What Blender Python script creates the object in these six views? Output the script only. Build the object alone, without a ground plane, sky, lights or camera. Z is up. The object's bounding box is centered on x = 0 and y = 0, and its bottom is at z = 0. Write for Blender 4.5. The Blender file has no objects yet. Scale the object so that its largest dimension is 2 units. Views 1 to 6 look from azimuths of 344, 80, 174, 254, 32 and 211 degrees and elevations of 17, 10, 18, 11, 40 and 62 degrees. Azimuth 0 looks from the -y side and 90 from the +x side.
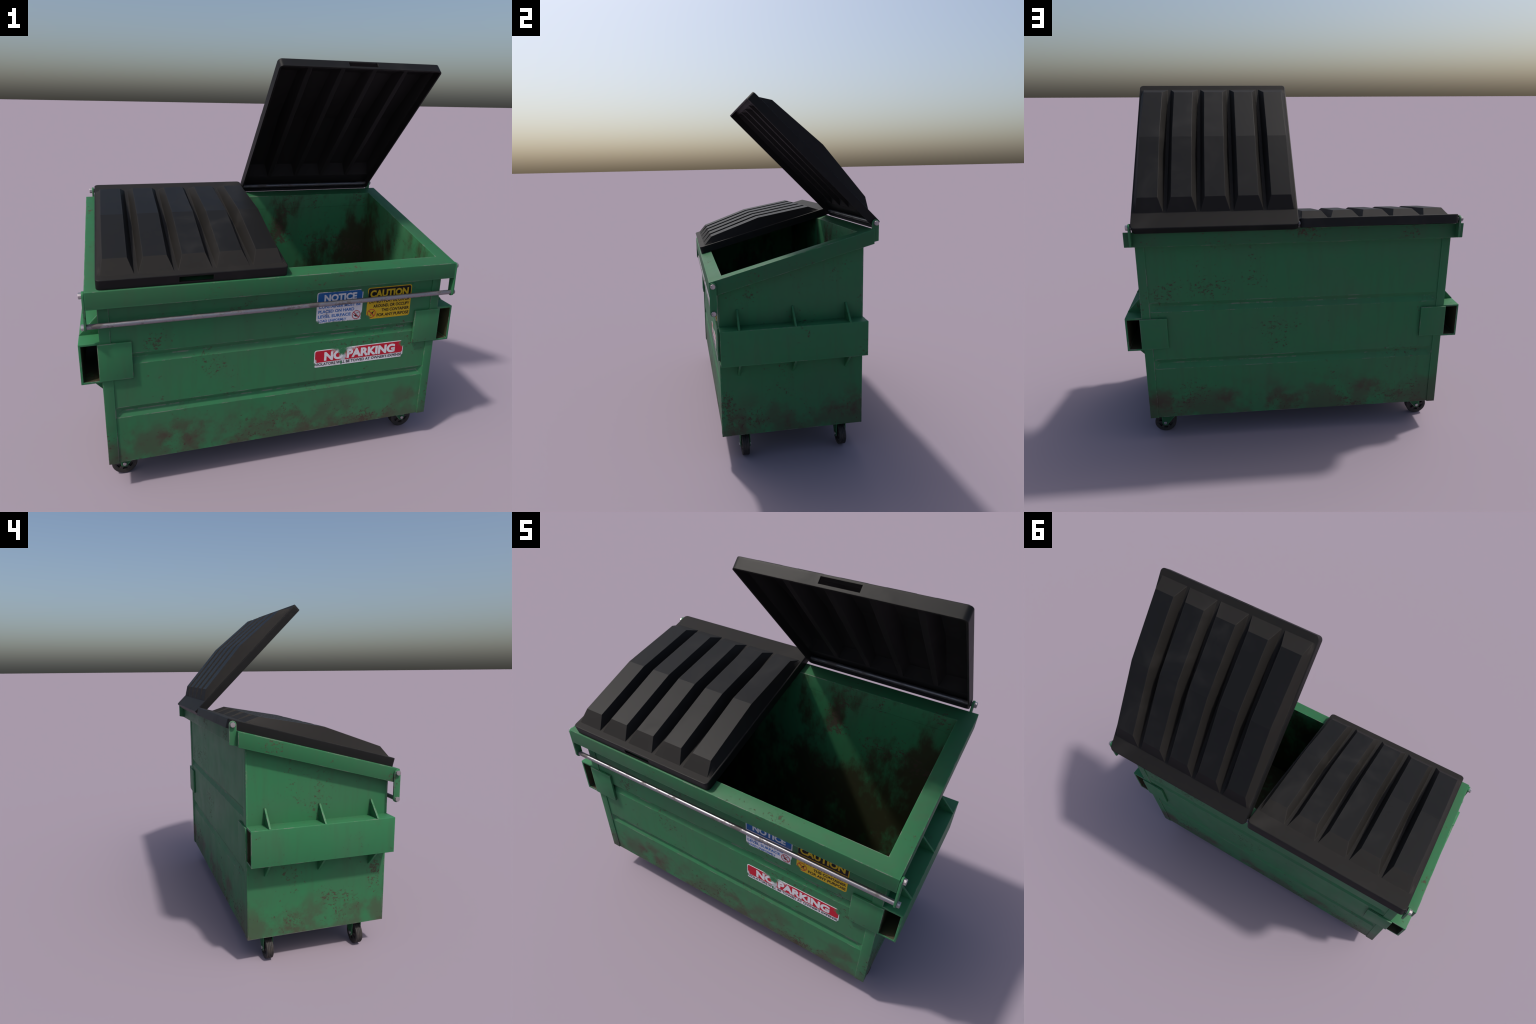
"""Front-load steel dumpster with two ribbed plastic lids, one propped open."""
import bpy, bmesh, math, random
from mathutils import Vector, Matrix

random.seed(7)
COL = bpy.context.scene.collection

# ------------------------------------------------------------------ sizes (m)
BX = 0.852                       # half width of the box
YF, YB = -0.428, 0.380           # front / back faces of the corner posts
IX, IYF, IYB = 0.821, -0.400, 0.353   # inside opening
Z0 = 0.155                       # underside of the box
RX, RYF, RYB = 0.897, -0.4715, 0.4255   # rim outline
RZF, RZB = 1.044, 1.285          # rim top at front / back
RIM_H = 0.080                    # height of the rim skirt
SLOPE = (RZB - RZF) / (RYB - RYF)
PIN_Y, PIN_Z = 0.445, 1.3140     # lid hinge axis
LID_CLOSED = math.atan(SLOPE)    # lid pitch when resting on the rim
LID_OPEN = math.radians(-44.9)


def rim_z(y):
    return RZF + SLOPE * (y - RYF)


# ------------------------------------------------------------------ node kit
class Nodes:
    """Small helper that writes shader maths as python calls."""

    def __init__(self, name):
        self.mat = bpy.data.materials.new(name)
        self.mat.use_nodes = True
        self.t = self.mat.node_tree
        self.t.nodes.clear()
        self.out = self.t.nodes.new("ShaderNodeOutputMaterial")
        self.bsdf = self.t.nodes.new("ShaderNodeBsdfPrincipled")
        self.t.links.new(self.bsdf.outputs[0], self.out.inputs[0])
        tc = self.t.nodes.new("ShaderNodeTexCoord")
        self.P = tc.outputs["Object"]

    def put(self, sock, v):
        if isinstance(v, bpy.types.NodeSocket):
            self.t.links.new(v, sock)
        elif isinstance(v, tuple) and len(v) == 3 and sock.type == "RGBA":
            sock.default_value = (*v, 1)
        else:
            sock.default_value = v

    def math(self, op, a, b=0.0, c=0.0, clamp=False):
        n = self.t.nodes.new("ShaderNodeMath")
        n.operation = op
        n.use_clamp = clamp
        for s, v in zip(n.inputs, (a, b, c)):
            self.put(s, v)
        return n.outputs[0]

    def add(self, a, b): return self.math("ADD", a, b)
    def sub(self, a, b): return self.math("SUBTRACT", a, b)
    def mul(self, a, b): return self.math("MULTIPLY", a, b)
    def mx(self, a, b): return self.math("MAXIMUM", a, b)

    def vmath(self, op, a, b=(0, 0, 0)):
        n = self.t.nodes.new("ShaderNodeVectorMath")
        n.operation = op
        self.put(n.inputs[0], a)
        self.put(n.inputs[1], b)
        return n.outputs["Value"] if op in ("LENGTH", "DISTANCE", "DOT_PRODUCT") else n.outputs[0]

    def step(self, v, lo, hi):
        """smooth ramp 0..1 between lo and hi (either order)"""
        n = self.t.nodes.new("ShaderNodeMapRange")
        n.interpolation_type = "SMOOTHSTEP"
        self.put(n.inputs[0], v)
        n.inputs[3].default_value, n.inputs[4].default_value = 0.0, 1.0
        if lo <= hi:
            n.inputs[1].default_value, n.inputs[2].default_value = lo, hi
            return n.outputs[0]
        n.inputs[1].default_value, n.inputs[2].default_value = hi, lo
        return self.sub(1.0, n.outputs[0])

    def noise(self, scale, detail=4, rough=0.55, offset=(0, 0, 0), stretch=(1, 1, 1), dist=0.0, vec=None):
        v = self.vmath("MULTIPLY", vec or self.P, stretch)
        v = self.vmath("ADD", v, offset)
        n = self.t.nodes.new("ShaderNodeTexNoise")
        self.t.links.new(v, n.inputs["Vector"])
        n.inputs["Scale"].default_value = scale
        n.inputs["Detail"].default_value = detail
        n.inputs["Roughness"].default_value = rough
        n.inputs["Distortion"].default_value = dist
        return n.outputs[0]

    def mix(self, f, a, b):
        n = self.t.nodes.new("ShaderNodeMix")
        n.data_type = "RGBA"
        self.put(n.inputs[0], f)
        self.put(n.inputs[6], a)
        self.put(n.inputs[7], b)
        return n.outputs[2]

    def axis(self, i):
        n = self.t.nodes.new("ShaderNodeSeparateXYZ")
        self.t.links.new(self.P, n.inputs[0])
        return n.outputs[i]

    def blob(self, centre, radii, soft=1.0):
        """1 in the middle of an ellipsoid, 0 outside"""
        v = self.vmath("SUBTRACT", self.P, centre)
        v = self.vmath("DIVIDE", v, radii)
        return self.step(self.vmath("LENGTH", v), 1.0, 1.0 - soft)

    def bevel(self, r, samples=4):
        n = self.t.nodes.new("ShaderNodeBevel")
        n.samples = samples
        n.inputs["Radius"].default_value = r
        return n.outputs[0]

    def edge(self, r, lo=0.02, hi=0.12):
        """mask that is 1 along the edges of the part"""
        g = self.t.nodes.new("ShaderNodeNewGeometry")
        d = self.vmath("DOT_PRODUCT", self.bevel(r, 6), g.outputs["Normal"])
        return self.step(self.sub(1.0, d), lo, hi)

    def bump(self, h, strength, dist=0.002, normal=None):
        n = self.t.nodes.new("ShaderNodeBump")
        n.inputs["Strength"].default_value = strength
        n.inputs["Distance"].default_value = dist
        self.put(n.inputs["Height"], h)
        if normal is not None:
            self.put(n.inputs["Normal"], normal)
        return n.outputs[0]

    def finish(self, color, rough, metal=0.0, normal=None, spec=0.5):
        b = self.bsdf.inputs
        self.put(b["Base Color"], color)
        self.put(b["Roughness"], rough)
        self.put(b["Metallic"], metal)
        b["Specular IOR Level"].default_value = spec
        if normal is not None:
            self.put(b["Normal"], normal)
        return self.mat


GREEN = (0.029, 0.152, 0.063)
GREEN_B = (0.036, 0.142, 0.064)
GREEN_EDGE = (0.042, 0.215, 0.090)  # brightened green, painted along part edges as a highlight
RUST = (0.060, 0.038, 0.030)
GRIME = (0.054, 0.068, 0.042)
BARE = (0.190, 0.176, 0.165)

# places where rust has eaten through in clusters (centre, radii, strength)
RUST_SPOTS = [
    ((0.50, 0.38, 0.93), (0.38, 0.10, 0.15), 0.15),
    ((0.72, 0.38, 0.95), (0.12, 0.10, 0.14), 0.08),
    ((-0.02, 0.43, 1.25), (0.16, 0.04, 0.09), 0.16),
    ((-0.60, -0.42, 0.76), (0.16, 0.06, 0.09), 0.10),
    ((-0.89, 0.25, 1.20), (0.06, 0.15, 0.10), 0.17),
    ((0.30, -0.45, 1.04), (0.20, 0.06, 0.04), 0.12),
    ((-0.35, -0.46, 1.00), (0.14, 0.05, 0.07), 0.10),
    ((0.22, 0.35, 1.06), (0.12, 0.05, 0.20), 0.16),
    ((-0.85, -0.36, 0.46), (0.05, 0.08, 0.16), 0.14),
    ((0.85, -0.38, 0.36), (0.05, 0.07, 0.20), 0.12),
]


def paint_color(m, rust=0.0, stain=0.0, low=True, wear=1.0, edges=True, tone=1.0):
    """weathered green enamel; returns (colour, rust mask, speckle noise)"""
    g = lambda c: tuple(k * tone for k in c)
    base = m.mix(m.step(m.noise(2.6, 3), 0.40, 0.60), g(GREEN), g(GREEN_B))
    streak = m.step(m.noise(9, 4, stretch=(3, 3, 0.35), offset=(3, 1, 0)), 0.45, 0.75)
    base = m.mix(m.mul(streak, 0.18), base, GRIME)
    if edges:
        base = m.mix(m.mul(m.edge(0.012, 0.01, 0.15), 0.55 * wear), base, GREEN_EDGE)
    z = m.axis(2)
    fine = m.noise(58, 9, 0.76, stretch=(1, 1, 1.3))
    cloud = m.noise(5.2, 6, 0.60, offset=(1.7, 0.3, 5.1))
    if low:     # road grime splashed over the bottom of the box
        wet = m.step(z, 0.46, 0.24)
        splash = m.step(m.add(m.noise(6.0, 7, 0.60, offset=(8.5, 2.2, 0.4)), m.mul(wet, 0.12)), 0.50, 0.70)
        base = m.mix(m.mul(m.mul(splash, wet), 0.75), base, GRIME)
        hot = m.step(m.add(m.noise(5.0, 7, 0.66, offset=(0.4, 7.2, 2.4)), m.mul(wet, 0.08)), 0.58, 0.74)
        base = m.mix(m.mul(m.mul(hot, wet), 0.80), base, RUST)
        bias = m.mul(wet, 0.050)
    else:
        bias = 0.0
    for c, r, s in RUST_SPOTS:
        bias = m.add(bias, m.mul(m.blob(c, r), s))
    cl = m.mul(m.sub(cloud, 0.5), 0.55)
    level = m.add(m.add(fine, cl), m.add(bias, rust))
    mask = m.step(level, 0.638, 0.680)
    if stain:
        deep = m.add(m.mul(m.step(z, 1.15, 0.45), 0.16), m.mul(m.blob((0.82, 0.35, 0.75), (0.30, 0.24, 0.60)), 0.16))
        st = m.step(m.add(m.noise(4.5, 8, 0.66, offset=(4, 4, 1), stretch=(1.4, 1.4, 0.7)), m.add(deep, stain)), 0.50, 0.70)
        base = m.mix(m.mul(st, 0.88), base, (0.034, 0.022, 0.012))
    col = m.mix(m.mul(mask, 0.85), base, RUST)
    if edges:
        chip = m.mul(m.edge(0.0050, 0.002, 0.014), m.step(m.noise(9, 6, 0.72, offset=(2, 9, 4)), 0.50, 0.58))
        col = m.mix(m.mul(chip, 0.85 * wear), col, BARE)
    return col, mask, fine


def make_paint(name, **kw):
    m = Nodes(name)
    col, mask, fine = paint_color(m, **kw)
    rough = m.add(m.add(0.50, m.mul(mask, 0.30)), m.mul(m.sub(m.noise(7, 4), 0.5), 0.25))
    nrm = m.bump(m.sub(m.mul(m.noise(4.0, 3), 0.7), m.mul(mask, 0.25)), 0.35, 0.004, m.bevel(0.003))
    return m.finish(col, rough, 0.0, nrm, 0.17)


def make_lid_plastic(name, clean, dusty, worn, rough, spec):
    m = Nodes(name)
    dust = m.step(m.noise(4.5, 6, 0.6, dist=0.4), 0.50, 0.78)
    col = m.mix(m.mul(dust, 0.75), clean, dusty)
    rub = m.mul(m.edge(0.008, 0.01, 0.16), m.step(m.noise(11, 5), 0.30, 0.62))
    col = m.mix(m.mul(rub, 0.55), col, worn)
    nrm = m.bump(m.noise(160, 3), 0.10, 0.001, m.bevel(0.003))
    return m.finish(col, m.add(rough, m.mul(dust, 0.12)), 0.0, nrm, spec)


def make_steel(name, tone, rough, worn):
    m = Nodes(name)
    dirt = m.step(m.noise(22, 7, 0.7, stretch=(0.5, 1, 1)), 0.50, 0.62)
    scr = m.noise(90, 4, 0.6, stretch=(0.15, 1, 1))
    col = m.mix(m.mul(dirt, worn), tone, (0.075, 0.062, 0.058))
    r = m.add(m.add(rough, m.mul(dirt, 0.25)), m.mul(m.sub(scr, 0.5), 0.3))
    return m.finish(col, r, m.sub(0.85, m.mul(dirt, 0.5)), m.bump(scr, 0.15, 0.001))


def make_rubber():
    m = Nodes("caster_rubber")
    mud = m.step(m.noise(40, 6, 0.65), 0.42, 0.72)
    col = m.mix(mud, (0.018, 0.017, 0.017), (0.040, 0.031, 0.026))
    return m.finish(col, 0.75, 0.0, m.bump(m.noise(200, 3), 0.15, 0.001))


def make_sticker(name, color, under, faded=None, under_peel=None, scuff=0.0, kind=""):
    """printed vinyl; where it has torn away the paint (or the vinyl) shows"""
    m = Nodes(name)
    col = color
    if faded:
        col = m.mix(m.step(m.noise(30, 5, 0.6), 0.48, 0.74), color, faded)
    if scuff:
        sc = m.step(m.add(m.noise(120, 5, 0.75, stretch=(1, 1, 1.6)), m.mul(m.blob((0.22, -0.42, 0.815), (0.045, 0.1, 0.06)), 0.13)), 0.63, 0.67)
        col = m.mix(m.mul(sc, scuff), col, (0.14, 0.13, 0.125))
    fray = m.mul(m.sub(m.noise(150, 7, 0.85, stretch=(1.6, 1.0, 0.5)), 0.5), 2.6)

    def torn(spots):
        tot = 0.0
        for c, r in spots:
            tot = m.mx(tot, m.blob(c, r, 0.9))
        return m.step(m.add(tot, fray), 0.34, 0.72)
    if under_peel:
        col = m.mix(torn(under_peel), col, (0.42, 0.44, 0.45))
    col = m.mix(torn(under), col, paint_color(m, low=False, edges=False)[0])
    return m.finish(col, 0.55, 0.0, None, 0.18)


# where the stickers have torn: (centre, radii)
PEEL = {
    "parking": [((0.312, -0.42, 0.628), (0.098, 0.2, 0.038)), ((0.322, -0.42, 0.602), (0.044, 0.2, 0.046)),
                ((0.672, -0.42, 0.608), (0.042, 0.2, 0.042)), ((0.166, -0.42, 0.540), (0.014, 0.2, 0.030)),
                ((0.674, -0.42, 0.530), (0.016, 0.2, 0.016)), ((0.318, -0.42, 0.536), (0.010, 0.2, 0.018))],
    "notice": [((0.29, -0.42, 0.759), (0.24, 0.2, 0.020)), ((0.168, -0.42, 0.768), (0.030, 0.2, 0.026)),
               ((0.412, -0.42, 0.790), (0.010, 0.2, 0.040)), ((0.30, -0.42, 0.932), (0.20, 0.2, 0.008)),
               ((0.410, -0.42, 0.925), (0.022, 0.2, 0.016))],
    "caution": [((0.440, -0.42, 0.766), (0.040, 0.2, 0.036)), ((0.437, -0.42, 0.880), (0.010, 0.2, 0.050)),
                ((0.50, -0.42, 0.758), (0.07, 0.2, 0.008))],
}
PEEL_RED = [((0.324, -0.42, 0.575), (0.034, 0.2, 0.065)), ((0.33, -0.42, 0.615), (0.12, 0.2, 0.034)), ((0.24, -0.42, 0.548), (0.06, 0.2, 0.006)),
            ((0.170, -0.42, 0.560), (0.020, 0.2, 0.018))]

PAINT = make_paint("green_paint")
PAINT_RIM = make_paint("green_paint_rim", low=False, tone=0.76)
PAINT_PLAIN = make_paint("green_paint_fittings", low=False)
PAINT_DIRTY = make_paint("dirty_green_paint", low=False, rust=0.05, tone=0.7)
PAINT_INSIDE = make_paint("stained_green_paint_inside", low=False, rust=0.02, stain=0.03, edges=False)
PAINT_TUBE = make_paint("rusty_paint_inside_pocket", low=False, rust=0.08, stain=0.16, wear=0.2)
LID_MAT = make_lid_plastic("black_lid_plastic", (0.0078, 0.0078, 0.0080), (0.0180, 0.0175, 0.0170), (0.030, 0.026, 0.023), 0.50, 0.17)
LID_INSIDE = make_lid_plastic("lid_plastic_inside", (0.0115, 0.0108, 0.0108), (0.0165, 0.0155, 0.0150), (0.018, 0.017, 0.016), 0.6, 0.15)
LID_DUSTY = make_lid_plastic("dusty_lid_plastic", (0.0158, 0.0147, 0.0138), (0.0250, 0.0234, 0.0220), (0.036, 0.032, 0.029), 0.62, 0.12)
STEEL = make_steel("worn_galvanised_steel", (0.25, 0.24, 0.26), 0.36, 0.85)
STEEL_DARK = make_steel("dull_hinge_steel", (0.13, 0.13, 0.14), 0.36, 0.9)
BOLT_MAT = make_steel("bolt_steel", (0.42, 0.39, 0.40), 0.34, 0.5)
RUBBER = make_rubber()


# ------------------------------------------------------------------ mesh kit
def obj_from(name, verts, faces, mats, parent=None, smooth=None, mat_idx=None):
    me = bpy.data.meshes.new(name)
    me.from_pydata([tuple(v) for v in verts], [], faces)
    for m in (mats if isinstance(mats, (list, tuple)) else [mats]):
        me.materials.append(m)
    if mat_idx:
        for p, i in zip(me.polygons, mat_idx):
            p.material_index = i
    bm = bmesh.new()
    bm.from_mesh(me)
    bmesh.ops.remove_doubles(bm, verts=bm.verts, dist=1e-6)
    bmesh.ops.recalc_face_normals(bm, faces=bm.faces)
    bm.to_mesh(me)
    bm.free()
    if smooth:
        me.polygons.foreach_set("use_smooth", [True] * len(me.polygons))
        me.set_sharp_from_angle(angle=math.radians(smooth))
    ob = bpy.data.objects.new(name, me)
    COL.objects.link(ob)
    ob.parent = parent
    return ob


def clone(ob, name, matrix=None, parent=None):
    c = ob.copy()
    c.name = name
    c.parent = parent or ob.parent
    if matrix is not None:
        c.matrix_local = matrix
    COL.objects.link(c)
    return c


def chamfer(ob, width, segments=2, angle=30, skip=None):
    """bevel the sharp edges of a finished part in place"""
    bm = bmesh.new()
    bm.from_mesh(ob.data)
    es = [e for e in bm.edges if len(e.link_faces) == 2 and e.calc_face_angle(0) > math.radians(angle)
          and not (skip and any(skip(v) for v in e.verts))]
    bmesh.ops.bevel(bm, geom=es, offset=width, segments=segments, profile=0.6, affect="EDGES", clamp_overlap=True)
    bm.to_mesh(ob.data)
    bm.free()
    ob.data.polygons.foreach_set("use_smooth", [True] * len(ob.data.polygons))
    ob.data.set_sharp_from_angle(angle=math.radians(32))
    return ob


def prism(name, outline, axis, lo, hi, mats, parent, bevel=0.0):
    """extrude a 2D outline along an axis ('x': outline is (y,z); 'y': (x,z))"""
    def p3(p, d):
        return (d, p[0], p[1]) if axis == "x" else (p[0], d, p[1])
    n = len(outline)
    v = [p3(p, lo) for p in outline] + [p3(p, hi) for p in outline]
    f = [list(range(n)), list(range(n, 2 * n))]
    f += [[i, (i + 1) % n, n + (i + 1) % n, n + i] for i in range(n)]
    ob = obj_from(name, v, f, mats, parent)
    if bevel:
        chamfer(ob, bevel)
    return ob


def box(name, x, y, z, mats, parent, bevel=0.0):
    return prism(name, [(y[0], z[0]), (y[1], z[0]), (y[1], z[1]), (y[0], z[1])], "x", x[0], x[1], mats, parent, bevel)


def stadium(y, z0, z1, r, n=10, lower_round=True, cut=0.0):
    """upright link plate outline in (y,z) with rounded top (and bottom)"""
    o = [(y + r * math.cos(math.pi * i / n), z1 + r * math.sin(math.pi * i / n)) for i in range(n + 1)]
    if lower_round:
        o += [(y - r * math.cos(math.pi * i / n), z0 - r * math.sin(math.pi * i / n)) for i in range(n + 1)]
    else:
        o += [(y - r, z0), (y + r, z0 + cut)]
    return o


def lathe(name, profile, axis_dir, seg, mats, parent, smooth=35, phase=0.0, caps=True):
    """revolve (radius, along) pairs; axis 'x' or 'y' through the origin"""
    v, f = [], []
    n = len(profile)
    for i in range(seg):
        a = 2 * math.pi * i / seg + phase
        for r, d in profile:
            c, s = r * math.cos(a), r * math.sin(a)
            v.append((d, c, s) if axis_dir == "x" else (c, d, s))
    for i in range(seg):
        j = (i + 1) % seg
        for k in range(n - 1):
            f.append([i * n + k, i * n + k + 1, j * n + k + 1, j * n + k])
    if caps:
        f.append([i * n for i in range(seg)])
        f.append([i * n + n - 1 for i in range(seg)])
    return obj_from(name, v, f, mats, parent, smooth)


# ------------------------------------------------------------------ the thing
root = bpy.data.objects.new("dumpster", None)
COL.objects.link(root)
root["label"] = "weathered green steel dumpster with two black ribbed lids, one open"
root["category"] = "dumpster"

# ---- rim: a sloping rectangular frame round the mouth of the box
def make_rim():
    v, f = [], []
    ring = lambda x, y0, y1, dz: [(-x, y0, rim_z(y0) + dz), (x, y0, rim_z(y0) + dz), (x, y1, rim_z(y1) + dz), (-x, y1, rim_z(y1) + dz)]
    v += ring(RX, RYF, RYB, 0) + ring(IX, IYF, IYB, 0) + ring(IX, IYF, IYB, -RIM_H) + ring(RX, RYF, RYB, -RIM_H)
    mi = []
    for i in range(4):
        j = (i + 1) % 4
        for a, b, m in ((0, 4, 0), (4, 8, 1), (8, 12, 0), (12, 0, 0)):
            f.append([a + i, a + j, b + j, b + i])
            mi.append(m)
    rim = obj_from("rim", v, f, [PAINT_RIM, PAINT_INSIDE], root, mat_idx=mi)
    inner_low = lambda v: abs(v.co.x) < IX + 1e-4 and v.co.z < rim_z(v.co.y) - 0.5 * RIM_H
    return chamfer(rim, 0.0025, skip=inner_low)


make_rim()

# ---- side walls
for s in (-1, 1):
    xs = sorted((s * IX, s * BX))
    o = [(YF + 0.0005, Z0), (YB - 0.0005, Z0), (YB - 0.0005, rim_z(YB) - RIM_H), (YF + 0.0005, rim_z(YF) - RIM_H)]
    w = prism("side_panel", o, "x", xs[0], xs[1], [PAINT, PAINT_INSIDE], root)
    for p in w.data.polygons:
        if p.normal.x * s < -0.9:
            p.material_index = 1


# ---- pressed front and back panels with two horizontal troughs each
def pressed_panel(y_out, y_in, troughs, z_top):
    """y_out outer face, troughs = list of (z_low, z_high); grid with pressed-in channels"""
    depth, half = 0.0135, 0.8065
    zs = {Z0 + 0.001, z_top}
    for lo, hi in troughs:
        h = hi - lo
        for t in (0, 0.08, 0.30, 0.44, 0.50, 0.58, 0.66, 0.90, 1.0):
            zs.add(lo + t * h)
    zs = sorted(zs)
    xs = [-half, -0.8045, -0.797, -0.790, -0.783, -0.776, -0.769, -0.4, 0, 0.4, 0.769, 0.776, 0.783, 0.790, 0.797, 0.8045, half]
    sgn = 1 if y_in > y_out else -1

    def dent(x, z):
        for lo, hi in troughs:
            if lo < z < hi:
                t = (z - lo) / (hi - lo)
                d = min(t / 0.50, (1 - t) / 0.42, 1.0)
                return depth * min(d, max(0.0, (0.8045 - abs(x)) / 0.030))
        return 0.0
    v, f, mi = [], [], []
    nx = len(xs)
    for z in zs:
        for x in xs:
            v.append((x, y_out + sgn * dent(x, z), z))
    for j in range(len(zs) - 1):
        for i in range(nx - 1):
            a = j * nx + i
            f.append([a, a + 1, a + nx + 1, a + nx])
            mi.append(0)
    b = len(v)
    v += [(-half, y_in, zs[0]), (half, y_in, zs[0]), (half, y_in, rim_z(y_in) - RIM_H), (-half, y_in, rim_z(y_in) - RIM_H)]
    f.append([b, b + 1, b + 2, b + 3]); mi.append(1)
    top = (len(zs) - 1) * nx
    f.append(list(range(nx)) + [b + 1, b]); mi.append(0)
    f.append([top + i for i in range(nx)] + [b + 2, b + 3]); mi.append(0)
    f.append([j * nx for j in range(len(zs))] + [b + 3, b]); mi.append(0)
    f.append([j * nx + nx - 1 for j in range(len(zs))] + [b + 2, b + 1]); mi.append(0)
    name = "front_panel" if sgn > 0 else "back_panel"
    return obj_from(name, v, f, [PAINT, PAINT_INSIDE], root, smooth=14, mat_idx=mi)


PANEL_F, PANEL_B = -0.4235, 0.3755
pressed_panel(PANEL_F, IYF, [(0.398, 0.452), (0.668, 0.721)], rim_z(PANEL_F) - RIM_H)
pressed_panel(PANEL_B, IYB, [(0.470, 0.530), (0.818, 0.874)], rim_z(PANEL_B) - RIM_H)

# inner corner fillers hidden between panels and side walls + floor
for s in (-1, 1):
    xs = sorted((s * 0.8062, s * (IX + 0.0005)))
    box("corner_filler", xs, (PANEL_F, IYF + 0.0003), (Z0 + 0.001, rim_z(IYF) - RIM_H), PAINT_INSIDE, root)
    box("corner_filler", xs, (IYB - 0.0003, PANEL_B), (Z0 + 0.001, rim_z(IYB) - RIM_H), PAINT_INSIDE, root)
floor_plate = box("floor_plate", (-IX, IX), (IYF, IYB), (Z0 + 0.002, Z0 + 0.016), [PAINT, PAINT_INSIDE], root)
for p in floor_plate.data.polygons:
    if p.normal.z > 0.9:
        p.material_index = 1

# ---- corner posts: flat strips standing proud of the pressed panels
for s in (-1, 1):
    for yo, yi in ((YF, PANEL_F + 0.004), (YB, PANEL_B - 0.004)):
        xs = sorted((s * 0.805, s * (BX + 0.0006)))
        ys = sorted((yo, yi))
        yt = yo
        box("corner_post", xs, ys, (Z0 - 0.0008, rim_z(yt) - RIM_H + (0.0 if yo < 0 else -0.001)), PAINT, root, 0.0015)

# ---- fork pockets on both sides, with gussets and cover plates
PX, PZ0, PZ1, PT = 0.942, 0.595, 0.790, 0.010
GUSSET_Y = (-0.3265, -0.024, 0.2795)


def gusset_outline(up):
    if up:
        return [(BX - 0.001, PZ1 - 0.001), (PX - 0.001, PZ1 - 0.001), (PX - 0.001, PZ1 + 0.003), (BX + 0.006, 0.880), (BX - 0.001, 0.880)]
    return [(BX - 0.001, PZ0 + 0.001), (BX - 0.001, 0.508), (BX + 0.006, 0.508), (PX - 0.006, PZ0 - 0.002), (PX - 0.006, PZ0 + 0.001)]


first_gusset = {}
for s in (-1, 1):
    o = [(BX - 0.0004, PZ1), (PX, PZ1), (PX, PZ0), (BX - 0.0004, PZ0), (BX - 0.0004, PZ0 + PT), (PX - PT, PZ0 + PT), (PX - PT, PZ1 - PT), (BX - 0.0004, PZ1 - PT)]
    o = [(s * a, b) for a, b in o]
    n = len(o)
    v = [(p[0], YF, p[1]) for p in o] + [(p[0], YB, p[1]) for p in o]
    f, mi = [], []
    for i in range(n):
        f.append([i, (i + 1) % n, n + (i + 1) % n, n + i])
        mi.append(1 if i in (4, 5, 6) else 0)
    for k in (0, n):     # end faces of the three plates
        f += [[k, k + 1, k + 6, k + 7], [k + 1, k + 2, k + 5, k + 6], [k + 2, k + 3, k + 4, k + 5]]
        mi += [0, 0, 0]
    pocket = obj_from("fork_pocket", v, f, [PAINT_PLAIN, PAINT_TUBE], root, mat_idx=mi)
    chamfer(pocket, 0.0015)
    # wall of the box that closes the pocket on its inner side
    xs = sorted((s * BX, s * (BX + 0.0125)))
    box("pocket_liner", xs, (YF + 0.004, YB - 0.004), (PZ0 + PT - 0.001, PZ1 - PT + 0.001), PAINT_TUBE, pocket)
    for up in (True, False):
        base = None
        for gy in GUSSET_Y:
            out = [(s * a, b) for a, b in gusset_outline(up)]
            if base is None:
                base = prism("gusset", out, "y", -0.0052, 0.0052, PAINT_PLAIN, pocket, 0.001)
                base.location.y = gy
            else:
                clone(base, "gusset", Matrix.Translation((0, gy, 0)))
    for yo, t in ((YF, -0.0085), (YB, 0.0085)):
        xs = sorted((s * 0.7165, s * 0.863))
        ys = sorted((yo - (0.003 if t < 0 else -0.003) * -1, yo + t))
        box("cover_plate", xs, ys, (0.604, 0.7845), PAINT_PLAIN, pocket, 0.0015)

# ---- lids
LID_A0, LID_A1 = -0.0232, 0.9470      # back and front edges, measured from the hinge
LID_H0, LID_H1 = -0.0227, 0.0255      # skirt bottom, deck height
LID_W = 0.8455                        # width
RIB_TOP, RIB_BASE, RIB_PITCH = 0.1035, 0.1525, 0.1695
RIB_PROFILE = [(0.069, 0.0), (0.133, 0.0425), (0.4985, 0.0735), (0.8485, 0.0440), (0.912, 0.0)]


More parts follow.
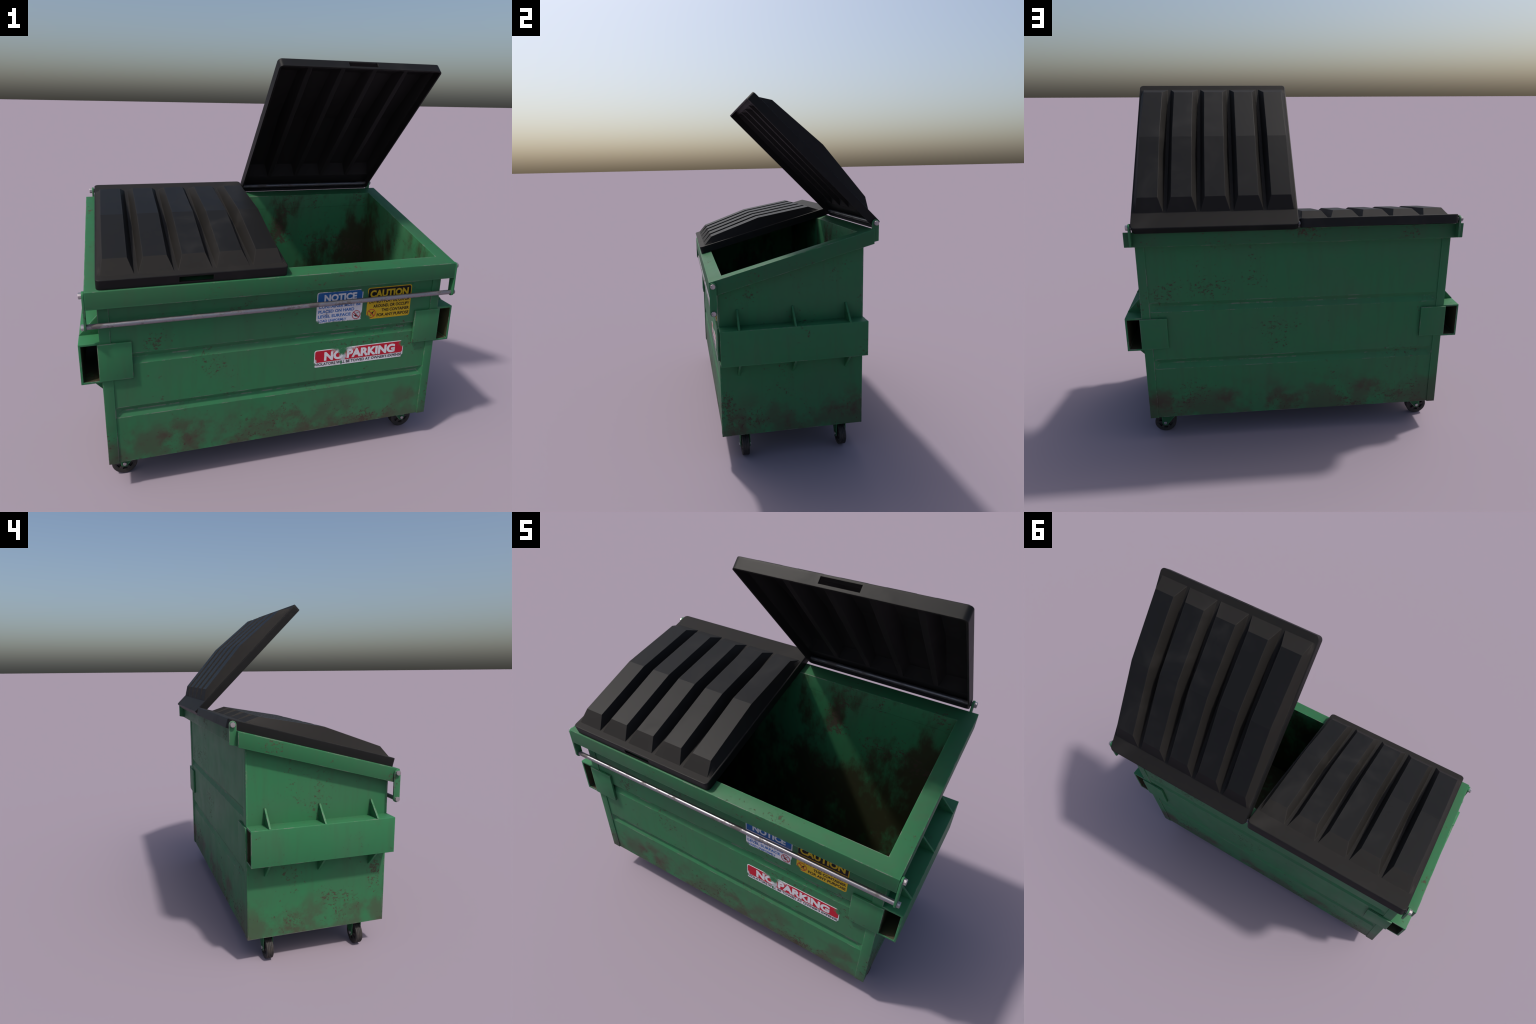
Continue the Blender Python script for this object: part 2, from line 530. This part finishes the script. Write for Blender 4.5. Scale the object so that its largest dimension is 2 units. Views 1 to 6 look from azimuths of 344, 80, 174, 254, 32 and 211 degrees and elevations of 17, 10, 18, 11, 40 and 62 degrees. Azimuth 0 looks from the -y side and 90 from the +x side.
def make_lid_mesh(slot):
    """ribbed shell in local coords: x across, -y forward from the hinge, z up"""
    half = LID_W / 2
    inset, rad = 0.0045, 0.020
    corner = [math.tan(math.radians(7.5 * k)) for k in range(7)]      # 0..1
    rc = rad - inset
    u0, u1 = -half + inset, half - inset
    a0, a1 = LID_A0 + inset, LID_A1 - inset
    cols = {u0 + rc * (1 - t) for t in corner} | {u1 - rc * (1 - t) for t in corner}
    rows = {a0 + rc * (1 - t) for t in corner} | {a1 - rc * (1 - t) for t in corner}
    ribs = [(k - 2) * RIB_PITCH for k in range(5)]
    for c in ribs:
        cols |= {c - RIB_BASE / 2, c - RIB_TOP / 2, c + RIB_TOP / 2, c + RIB_BASE / 2}
    cols |= {slot[0], slot[1]}
    for i, (a, h) in enumerate(RIB_PROFILE):
        rows.add(a)
        if 1 <= i < 3:
            b = RIB_PROFILE[i + 1][0]
            rows |= {a + (b - a) * k / 6 for k in range(1, 6)}

    def dedup(s):
        o = []
        for t in sorted(s):
            if not o or t - o[-1] > 2e-4:
                o.append(t)
        return o
    cols, rows = dedup(cols), dedup(rows)
    key_a = [a for a, h in RIB_PROFILE]

    def rib_h(a):
        for (p, hp), (q, hq) in zip(RIB_PROFILE, RIB_PROFILE[1:]):
            if p - 1e-6 <= a <= q + 1e-6:
                return hp + (hq - hp) * (a - p) / (q - p)
        return 0.0

    def height(u, a):
        for c in ribs:
            d = abs(u - c)
            if d <= RIB_BASE / 2 + 1e-6:
                if d <= RIB_TOP / 2 + 1e-6:
                    return rib_h(a)
                side = (RIB_BASE / 2 - d) / ((RIB_BASE - RIB_TOP) / 2)
                full = max(rib_h(a), 1e-6)
                if a < RIB_PROFILE[1][0] or a > RIB_PROFILE[3][0]:
                    ends = min((a - RIB_PROFILE[0][0]) / 0.064, (RIB_PROFILE[4][0] - a) / 0.0635)
                    return min(full, side * 0.0430 if side < ends else full)
                return full * side
        return 0.0

    def rounded(u, a):
        """pull the corner squares of the deck onto quarter discs"""
        cu = u0 + rc if u < u0 + rc else (u1 - rc if u > u1 - rc else None)
        ca = a0 + rc if a < a0 + rc else (a1 - rc if a > a1 - rc else None)
        if cu is None or ca is None:
            return u, a
        du, da = u - cu, a - ca
        L = math.hypot(du, da)
        if L < 1e-9:
            return u, a
        k = max(abs(du), abs(da)) / L
        return cu + du * k, ca + da * k

    V, F, MI = [], [], []
    nc, nr = len(cols), len(rows)
    for a in rows:
        for u in cols:
            uu, aa = rounded(u, a)
            V.append((uu, -aa, LID_H1 + height(u, a)))
    for j in range(nr - 1):
        for i in range(nc - 1):
            q = [j * nc + i, j * nc + i + 1, (j + 1) * nc + i + 1, (j + 1) * nc + i]
            hs = [V[k][2] for k in q]
            # split along the hip of a rib where a corner cell is not flat
            if max(hs) - min(hs) > 1e-5 and abs(hs[0] + hs[2] - hs[1] - hs[3]) > 1e-5:
                if abs(hs[0] - hs[2]) > abs(hs[1] - hs[3]):
                    F += [[q[0], q[1], q[2]], [q[0], q[2], q[3]]]
                else:
                    F += [[q[1], q[2], q[3]], [q[1], q[3], q[0]]]
            else:
                F.append(q)
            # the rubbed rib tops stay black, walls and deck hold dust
            um = (cols[i] + cols[i + 1]) / 2
            top = any(abs(um - c) < RIB_TOP / 2 for c in ribs) and RIB_PROFILE[1][0] < (rows[j] + rows[j + 1]) / 2 < RIB_PROFILE[3][0]
            MI += [0 if top else 1] * (len(F) - len(MI))
    # perimeter ring, walked once round
    ring = [i for i in range(nc)] + [j * nc + nc - 1 for j in range(1, nr)] + \
           [(nr - 1) * nc + i for i in range(nc - 2, -1, -1)] + [j * nc for j in range(nr - 2, 0, -1)]
    nring = len(ring)

    def outward(k):
        x, y, _ = V[ring[k]]
        cx = min(max(x, u0 + rc), u1 - rc)
        cy = min(max(y, -(a1 - rc)), -(a0 + rc))
        d = Vector((x - cx, y - cy, 0))
        return d.normalized() if d.length > 1e-7 else Vector((0, 0, 0))
    outs = []
    for k in range(nring):
        i = ring[k]
        x, y, _ = V[i]
        d = outward(k)
        outs.append(d)
    levels = [(0.0024, LID_H1 - 0.0006), (0.0042, LID_H1 - 0.0022), (0.0045, LID_H1 - 0.0050), (0.0045, 0.0148), (0.0045, -0.0115), (0.0045, LID_H0)]
    prev = ring
    for li, (o, h) in enumerate(levels):
        cur = []
        for k in range(nring):
            x, y, _ = V[ring[k]]
            d = outs[k]
            V.append((x + d.x * o, y + d.y * o, h))
            cur.append(len(V) - 1)
        for k in range(nring):
            k2 = (k + 1) % nring
            if li == 4:      # the hand slot in the front skirt
                xm = (V[cur[k]][0] + V[cur[k2]][0]) / 2
                ym = V[cur[k]][1]
                if slot[0] < xm < slot[1] and ym < -LID_A1 + 0.01:
                    continue
            F.append([prev[k], prev[k2], cur[k2], cur[k]])
        prev = cur
    me = bpy.data.meshes.new("lid")
    me.from_pydata(V, [], F)
    me.materials.append(LID_MAT)
    me.materials.append(LID_DUSTY)
    for p, k in zip(me.polygons, MI + [0] * (len(F) - len(MI))):
        p.material_index = k
    bm = bmesh.new()
    bm.from_mesh(me)
    bmesh.ops.recalc_face_normals(bm, faces=bm.faces)
    up = sum(fc.normal.z * fc.calc_area() for fc in bm.faces)
    if up < 0:
        bmesh.ops.reverse_faces(bm, faces=bm.faces)
    bm.to_mesh(me)
    bm.free()
    for _ in range(2):     # inner skin: one tone all over
        me.materials.append(LID_INSIDE)
    ob = bpy.data.objects.new("lid", me)
    COL.objects.link(ob)
    md = ob.modifiers.new("shell", "SOLIDIFY")
    md.thickness = 0.0075
    md.offset = -1
    md.use_even_offset = False
    md.material_offset = 2
    dg = bpy.context.evaluated_depsgraph_get()
    me2 = bpy.data.meshes.new_from_object(ob.evaluated_get(dg))
    ob.modifiers.clear()
    ob.data = me2
    me2.name = "lid"
    me2.polygons.foreach_set("use_smooth", [True] * len(me2.polygons))
    me2.set_sharp_from_angle(angle=math.radians(8.6))
    return ob


for cx, pitch in ((-0.4265, LID_CLOSED), (0.4265, LID_OPEN)):
    lid = make_lid_mesh((-0.0755, 0.0750))
    lid.parent = root
    lid.location = (cx, PIN_Y, PIN_Z)
    lid.rotation_euler = (pitch, 0, 0)

# ---- hinge rod, hinge brackets, lift bar, link plates and bolts
rod = lathe("hinge_rod", [(0.0115, -0.868), (0.0115, 0.868)], "x", 20, STEEL_DARK, root)
rod.location = (0, PIN_Y, PIN_Z)
BAR_Y, BAR_Z, LINK_TOP = -0.4525, 0.8815, 1.0255
bar = lathe("lift_bar", [(0.0118, -0.904), (0.0118, 0.904)], "x", 24, STEEL, root)
bar.location = (0, BAR_Y, BAR_Z)

bolt = lathe("bolt", [(0.0120, 0.0), (0.0140, 0.0004), (0.0140, 0.0105), (0.0125, 0.0130), (0.006, 0.0134)], "x", 8, BOLT_MAT, root, 25, math.pi / 8)
first = True
for s in (-1, 1):
    xs = sorted((s * 0.8975, s * 0.9075))
    prism("link_plate", stadium(BAR_Y, BAR_Z, LINK_TOP, 0.0185), "x", xs[0], xs[1], PAINT_PLAIN, root, 0.0015)
    xs = sorted((s * 0.8535, s * 0.8635))
    prism("hinge_bracket", stadium(0.4435, 1.209, PIN_Z, 0.0190, lower_round=False, cut=-0.004)[:-2] + [(0.4245, 1.208), (0.4625, 1.216)],
          "x", xs[0], xs[1], PAINT_PLAIN, root, 0.0015)
    for bx, by, bz in ((0.9075, BAR_Y, LINK_TOP), (0.9075, BAR_Y, BAR_Z), (0.8635, PIN_Y, PIN_Z)):
        rot = Matrix.Rotation(0 if s > 0 else math.pi, 4, "Z") @ Matrix.Rotation(random.uniform(-0.3, 0.3), 4, "X")
        mtx = Matrix.Translation((s * bx, by, bz)) @ rot
        if first:
            bolt.matrix_local = mtx
            first = False
        else:
            clone(bolt, "bolt", mtx)

# ---- casters
WR, WW = 0.0625, 0.040


def wheel_profile():
    pr = [(0.045, -WW / 2 + 0.004), (0.045, -WW / 2), (WR - 0.004, -WW / 2), (WR - 0.001, -WW / 2 + 0.002)]
    for k in range(4):
        d = -WW / 2 + 0.0035 + k * 0.0095
        pr += [(WR, d), (WR, d + 0.0065), (WR - 0.0018, d + 0.0075), (WR - 0.0018, d + 0.0085)]
    pr = pr[:-2]
    pr += [(WR - 0.001, WW / 2 - 0.002), (WR - 0.004, WW / 2), (0.045, WW / 2), (0.045, WW / 2 - 0.004)]
    return pr


def make_hub(parent):
    """disc with six trapezoid pockets pressed into both faces"""
    V, F = [], []
    spokes = 6
    ang = []
    for k in range(spokes):
        b = 2 * math.pi * k / spokes
        ang += [b, b + math.radians(12), b + math.radians(24), b + math.radians(36), b + math.radians(48)]
    rad = [0.0, 0.022, 0.041, 0.046]
    n = len(ang)

    def pocket(i, r):
        return r == 1 and i % 5 in (1, 2, 3)
    for side in (-1, 1):
        d0, d1 = side * (WW / 2 - 0.0015), side * (WW / 2 - 0.0115)
        for i in range(n):
            p, q = ang[i], ang[(i + 1) % n]
            for r in range(3):
                d = d1 if pocket(i, r) else d0
                pts = [(rad[r], p), (rad[r + 1], p), (rad[r + 1], q), (rad[r], q)]
                if r == 0:
                    pts = pts[:3]
                b = len(V)
                V += [(a * math.cos(t), d, a * math.sin(t)) for a, t in pts]
                F.append(list(range(b, b + len(pts))))
                if pocket(i, r):
                    walls = [((rad[1], p), (rad[1], q)), ((rad[2], p), (rad[2], q))]
                    if i % 5 == 1:
                        walls.append(((rad[1], p), (rad[2], p)))
                    if i % 5 == 3:
                        walls.append(((rad[1], q), (rad[2], q)))
                    for (ra, ta), (rb, tb) in walls:
                        b = len(V)
                        V += [(ra * math.cos(ta), d0, ra * math.sin(ta)), (rb * math.cos(tb), d0, rb * math.sin(tb)),
                              (rb * math.cos(tb), d1, rb * math.sin(tb)), (ra * math.cos(ta), d1, ra * math.sin(ta))]
                        F.append([b, b + 1, b + 2, b + 3])
    return obj_from("wheel_hub", V, F, RUBBER, parent)


def make_caster(name, x, y, lean):
    """lean: direction (+-1) along x in which the fork rakes back to its plate"""
    top = Z0 - WR - 0.004
    body = box(name, (-0.028, 0.066), (-0.036, 0.036), (top - 0.006, top + 0.0055), PAINT_DIRTY, root, 0.001)
    body.location = (x, y, WR)
    body.rotation_euler = (0, 0, 0 if lean > 0 else math.pi)
    lathe("tyre", wheel_profile(), "y", 48, RUBBER, body, 30, caps=False)
    make_hub(body)
    arc = [(0.019 * math.cos(math.radians(a)), 0.019 * math.sin(math.radians(a))) for a in range(180, 331, 15)]
    plate = arc + [(0.058, 0.040), (0.066, top), (-0.021, top)]
    for s in (-1, 1):
        ys = sorted((s * (WW / 2 + 0.0035), s * (WW / 2 + 0.0085)))
        prism("caster_fork", plate, "y", ys[0], ys[1], PAINT_DIRTY, body, 0.001)
        nut = lathe("axle_bolt", [(0.0085, 0), (0.0095, 0.0003), (0.0095, 0.005), (0.008, 0.0065)], "y", 10, BOLT_MAT, body, 25)
        nut.location.y = s * (WW / 2 + 0.0085)
        if s < 0:
            nut.rotation_euler.z = math.pi


for x, y, lean in ((0.7830, -0.296, -1), (-0.7825, -0.291, 1), (0.7830, 0.272, -1), (-0.7850, 0.249, 1)):
    make_caster("caster", x, y, lean)

# ---- printed stickers on the front
STICK_Y = PANEL_F - 0.0006


def rounded_rect(x0, x1, z0, z1, r, top_only=False, n=6):
    o = []
    for cx, cz, a in ((x1 - r, z1 - r, 0), (x0 + r, z1 - r, 90), (x0 + r, z0 + r, 180), (x1 - r, z0 + r, 270)):
        if top_only and a >= 180:
            o.append((x0, z0) if a == 180 else (x1, z0))
            continue
        for k in range(n + 1):
            t = math.radians(a + 90 * k / n)
            o.append((cx + r * math.cos(t), cz + r * math.sin(t)))
    return o


def layer(name, outline, level, mat, parent):
    return prism(name, outline, "y", STICK_Y - 0.0004 * (level + 1), STICK_Y - 0.0004 * level + (0.0008 if level == 0 else 0), mat, parent)


def lettering(text, x0, x1, zb, cap, level, mat, parent, weight=0.042):
    """one line of bold lettering fitted between x0..x1 with the given cap height"""
    cu = bpy.data.curves.new("lettering", "FONT")
    cu.body = text
    cu.offset = weight
    cu.resolution_u = 3
    cu.extrude = 0.5
    tmp = bpy.data.objects.new("lettering", cu)
    COL.objects.link(tmp)
    dg = bpy.context.evaluated_depsgraph_get()
    me = bpy.data.meshes.new_from_object(tmp.evaluated_get(dg))
    bpy.data.objects.remove(tmp)
    # cap height of the built-in font measured on a flat letter
    xs = [v.co.x for v in me.vertices]
    lo, hi = min(xs), max(xs)
    cap_units = 0.682 + weight * 2
    y0, y1 = STICK_Y - 0.0004 * (level + 1), STICK_Y - 0.0004 * level
    for v in me.vertices:
        tx = x0 + (v.co.x - lo) / (hi - lo) * (x1 - x0)
        tz = zb + (v.co.y + weight) / cap_units * cap
        v.co = (tx, y0 if v.co.z > 0 else y1, tz)
    me.materials.append(mat)
    ob = bpy.data.objects.new("lettering", me)
    COL.objects.link(ob)
    ob.parent = parent
    return ob


def ring_mesh(name, cx, cz, r, w, level, mat, parent, seg=40):
    v, f = [], []
    y0, y1 = STICK_Y - 0.0004 * (level + 1), STICK_Y - 0.0004 * level
    for i in range(seg):
        a = 2 * math.pi * i / seg
        for rr in (r - w, r):
            for y in (y0, y1):
                v.append((cx + rr * math.cos(a), y, cz + rr * math.sin(a)))
    for i in range(seg):
        a, b = 4 * i, 4 * ((i + 1) % seg)
        f += [[a, b, b + 2, a + 2], [a + 2, b + 2, b + 3, a + 3], [a + 3, b + 3, b + 1, a + 1], [a + 1, b + 1, b, a]]
    return obj_from(name, v, f, mat, parent)


def prohibition(cx, cz, r, red, black, figure, parent):
    ring_mesh("prohibition_ring", cx, cz, r, r * 0.15, 2, red, parent)
    c = r * 0.90 * math.sqrt(0.5)
    w = r * 0.10 * math.sqrt(0.5)
    layer("prohibition_bar", [(cx - c - w, cz + c - w), (cx - c + w, cz + c + w), (cx + c + w, cz - c + w), (cx + c - w, cz - c - w)], 3, red, parent)
    for shape in figure:
        layer("pictogram", [(cx + r * a, cz + r * b) for a, b in shape], 1, black, parent)


def sticker_mats(key, colors):
    out = {}
    for k, (c, faded, scuff) in colors.items():
        out[k] = make_sticker(f"{key}_sticker_{k}", c, PEEL[key], faded, PEEL_RED if (key, k) == ("parking", "red") else None, scuff)
    return out


WHITE, FADED = (0.62, 0.62, 0.64), (0.50, 0.50, 0.51)

M = sticker_mats("notice", {"white": (WHITE, FADED, 0.8), "blue": ((0.012, 0.100, 0.300), (0.045, 0.120, 0.290), 0.35), "print": ((0.022, 0.130, 0.380), None, 0.7),
                            "red": ((0.42, 0.035, 0.045), None, 0.5), "black": ((0.02, 0.02, 0.02), None, 0.3)})
st = layer("notice_sticker", rounded_rect(0.166, 0.4125, 0.766, 0.931, 0.012), 0, M["white"], root)
layer("sticker_field", rounded_rect(0.1705, 0.408, 0.8690, 0.927, 0.010, True), 1, M["blue"], st)
lettering("NOTICE", 0.2035, 0.3785, 0.8800, 0.0365, 2, M["white"], st)
for t, a, b, z, c in (("CONTAINER MUST BE", 0.1765, 0.402, 0.8455, 0.0155), ("PLACED ON HARD", 0.1755, 0.3690, 0.8200, 0.0160),
                      ("LEVEL SURFACE", 0.1745, 0.3510, 0.7945, 0.0160), ("LOAD UNIFORMLY", 0.1765, 0.3290, 0.7720, 0.0130)):
    lettering(t, a, b, z, c, 1, M["print"], st, 0.032)
prohibition(0.3815, 0.7950, 0.0235, M["red"], M["black"], [[(-0.55, -0.20), (0.10, -0.55), (0.30, -0.15), (-0.15, 0.10)], [(0.05, 0.30), (0.60, 0.42), (0.55, 0.52), (0.05, 0.40)],
            [(-0.6, -0.05), (-0.45, 0.05), (-0.50, 0.20), (-0.68, 0.10)]], st)

M = sticker_mats("caution", {"yellow": ((0.540, 0.360, 0.012), (0.450, 0.290, 0.018), 0.12), "black": ((0.006, 0.006, 0.006), (0.012, 0.012, 0.012), 0.10), "red": ((0.42, 0.045, 0.025), None, 0)})
st = layer("caution_sticker", rounded_rect(0.438, 0.687, 0.762, 0.932, 0.012), 0, M["yellow"], root)
layer("sticker_field", rounded_rect(0.4425, 0.6825, 0.8680, 0.9275, 0.010, True), 1, M["black"], st)
lettering("CAUTION", 0.4520, 0.6690, 0.8785, 0.0390, 2, M["yellow"], st)
for t, a, b, z, c in (("DO NOT PLAY IN, ON OR", 0.4500, 0.6805, 0.8475, 0.0165), ("AROUND, OR OCCUPY", 0.4745, 0.6810, 0.8225, 0.0165),
                      ("THIS CONTAINER", 0.5235, 0.6815, 0.7975, 0.0165), ("FOR ANY PURPOSE", 0.4985, 0.6815, 0.7720, 0.0165)):
    lettering(t, a, b, z, c, 1, M["black"], st, 0.030)
prohibition(0.4660, 0.7930, 0.0240, M["red"], M["black"], [[(0.05, 0.05), (0.35, -0.15), (0.45, 0.25), (0.60, 0.20), (0.40, 0.62), (0.30, 0.30), (0.10, 0.25)], [(-0.3, -0.35), (0.0, -0.5), (0.1, -0.38), (-0.2, -0.25)]], st)

M = sticker_mats("parking", {"white": (WHITE, (0.46, 0.46, 0.47), 0.1), "red": ((0.420, 0.009, 0.026), (0.380, 0.012, 0.028), 0), "black": ((0.012, 0.012, 0.014), None, 0)})
st = layer("no_parking_sticker", rounded_rect(0.1675, 0.673, 0.5245, 0.6195, 0.012), 0, M["white"], root)
layer("sticker_field", rounded_rect(0.1715, 0.669, 0.5510, 0.6155, 0.010), 1, M["red"], st)
lettering("NO PARKING", 0.2215, 0.6240, 0.5575, 0.0485, 2, M["white"], st, 0.050)
lettering("VIOLATORS WILL BE TOWED AT OWNER'S EXPENSE", 0.1725, 0.6670, 0.5320, 0.0150, 1, M["black"], st, 0.026)
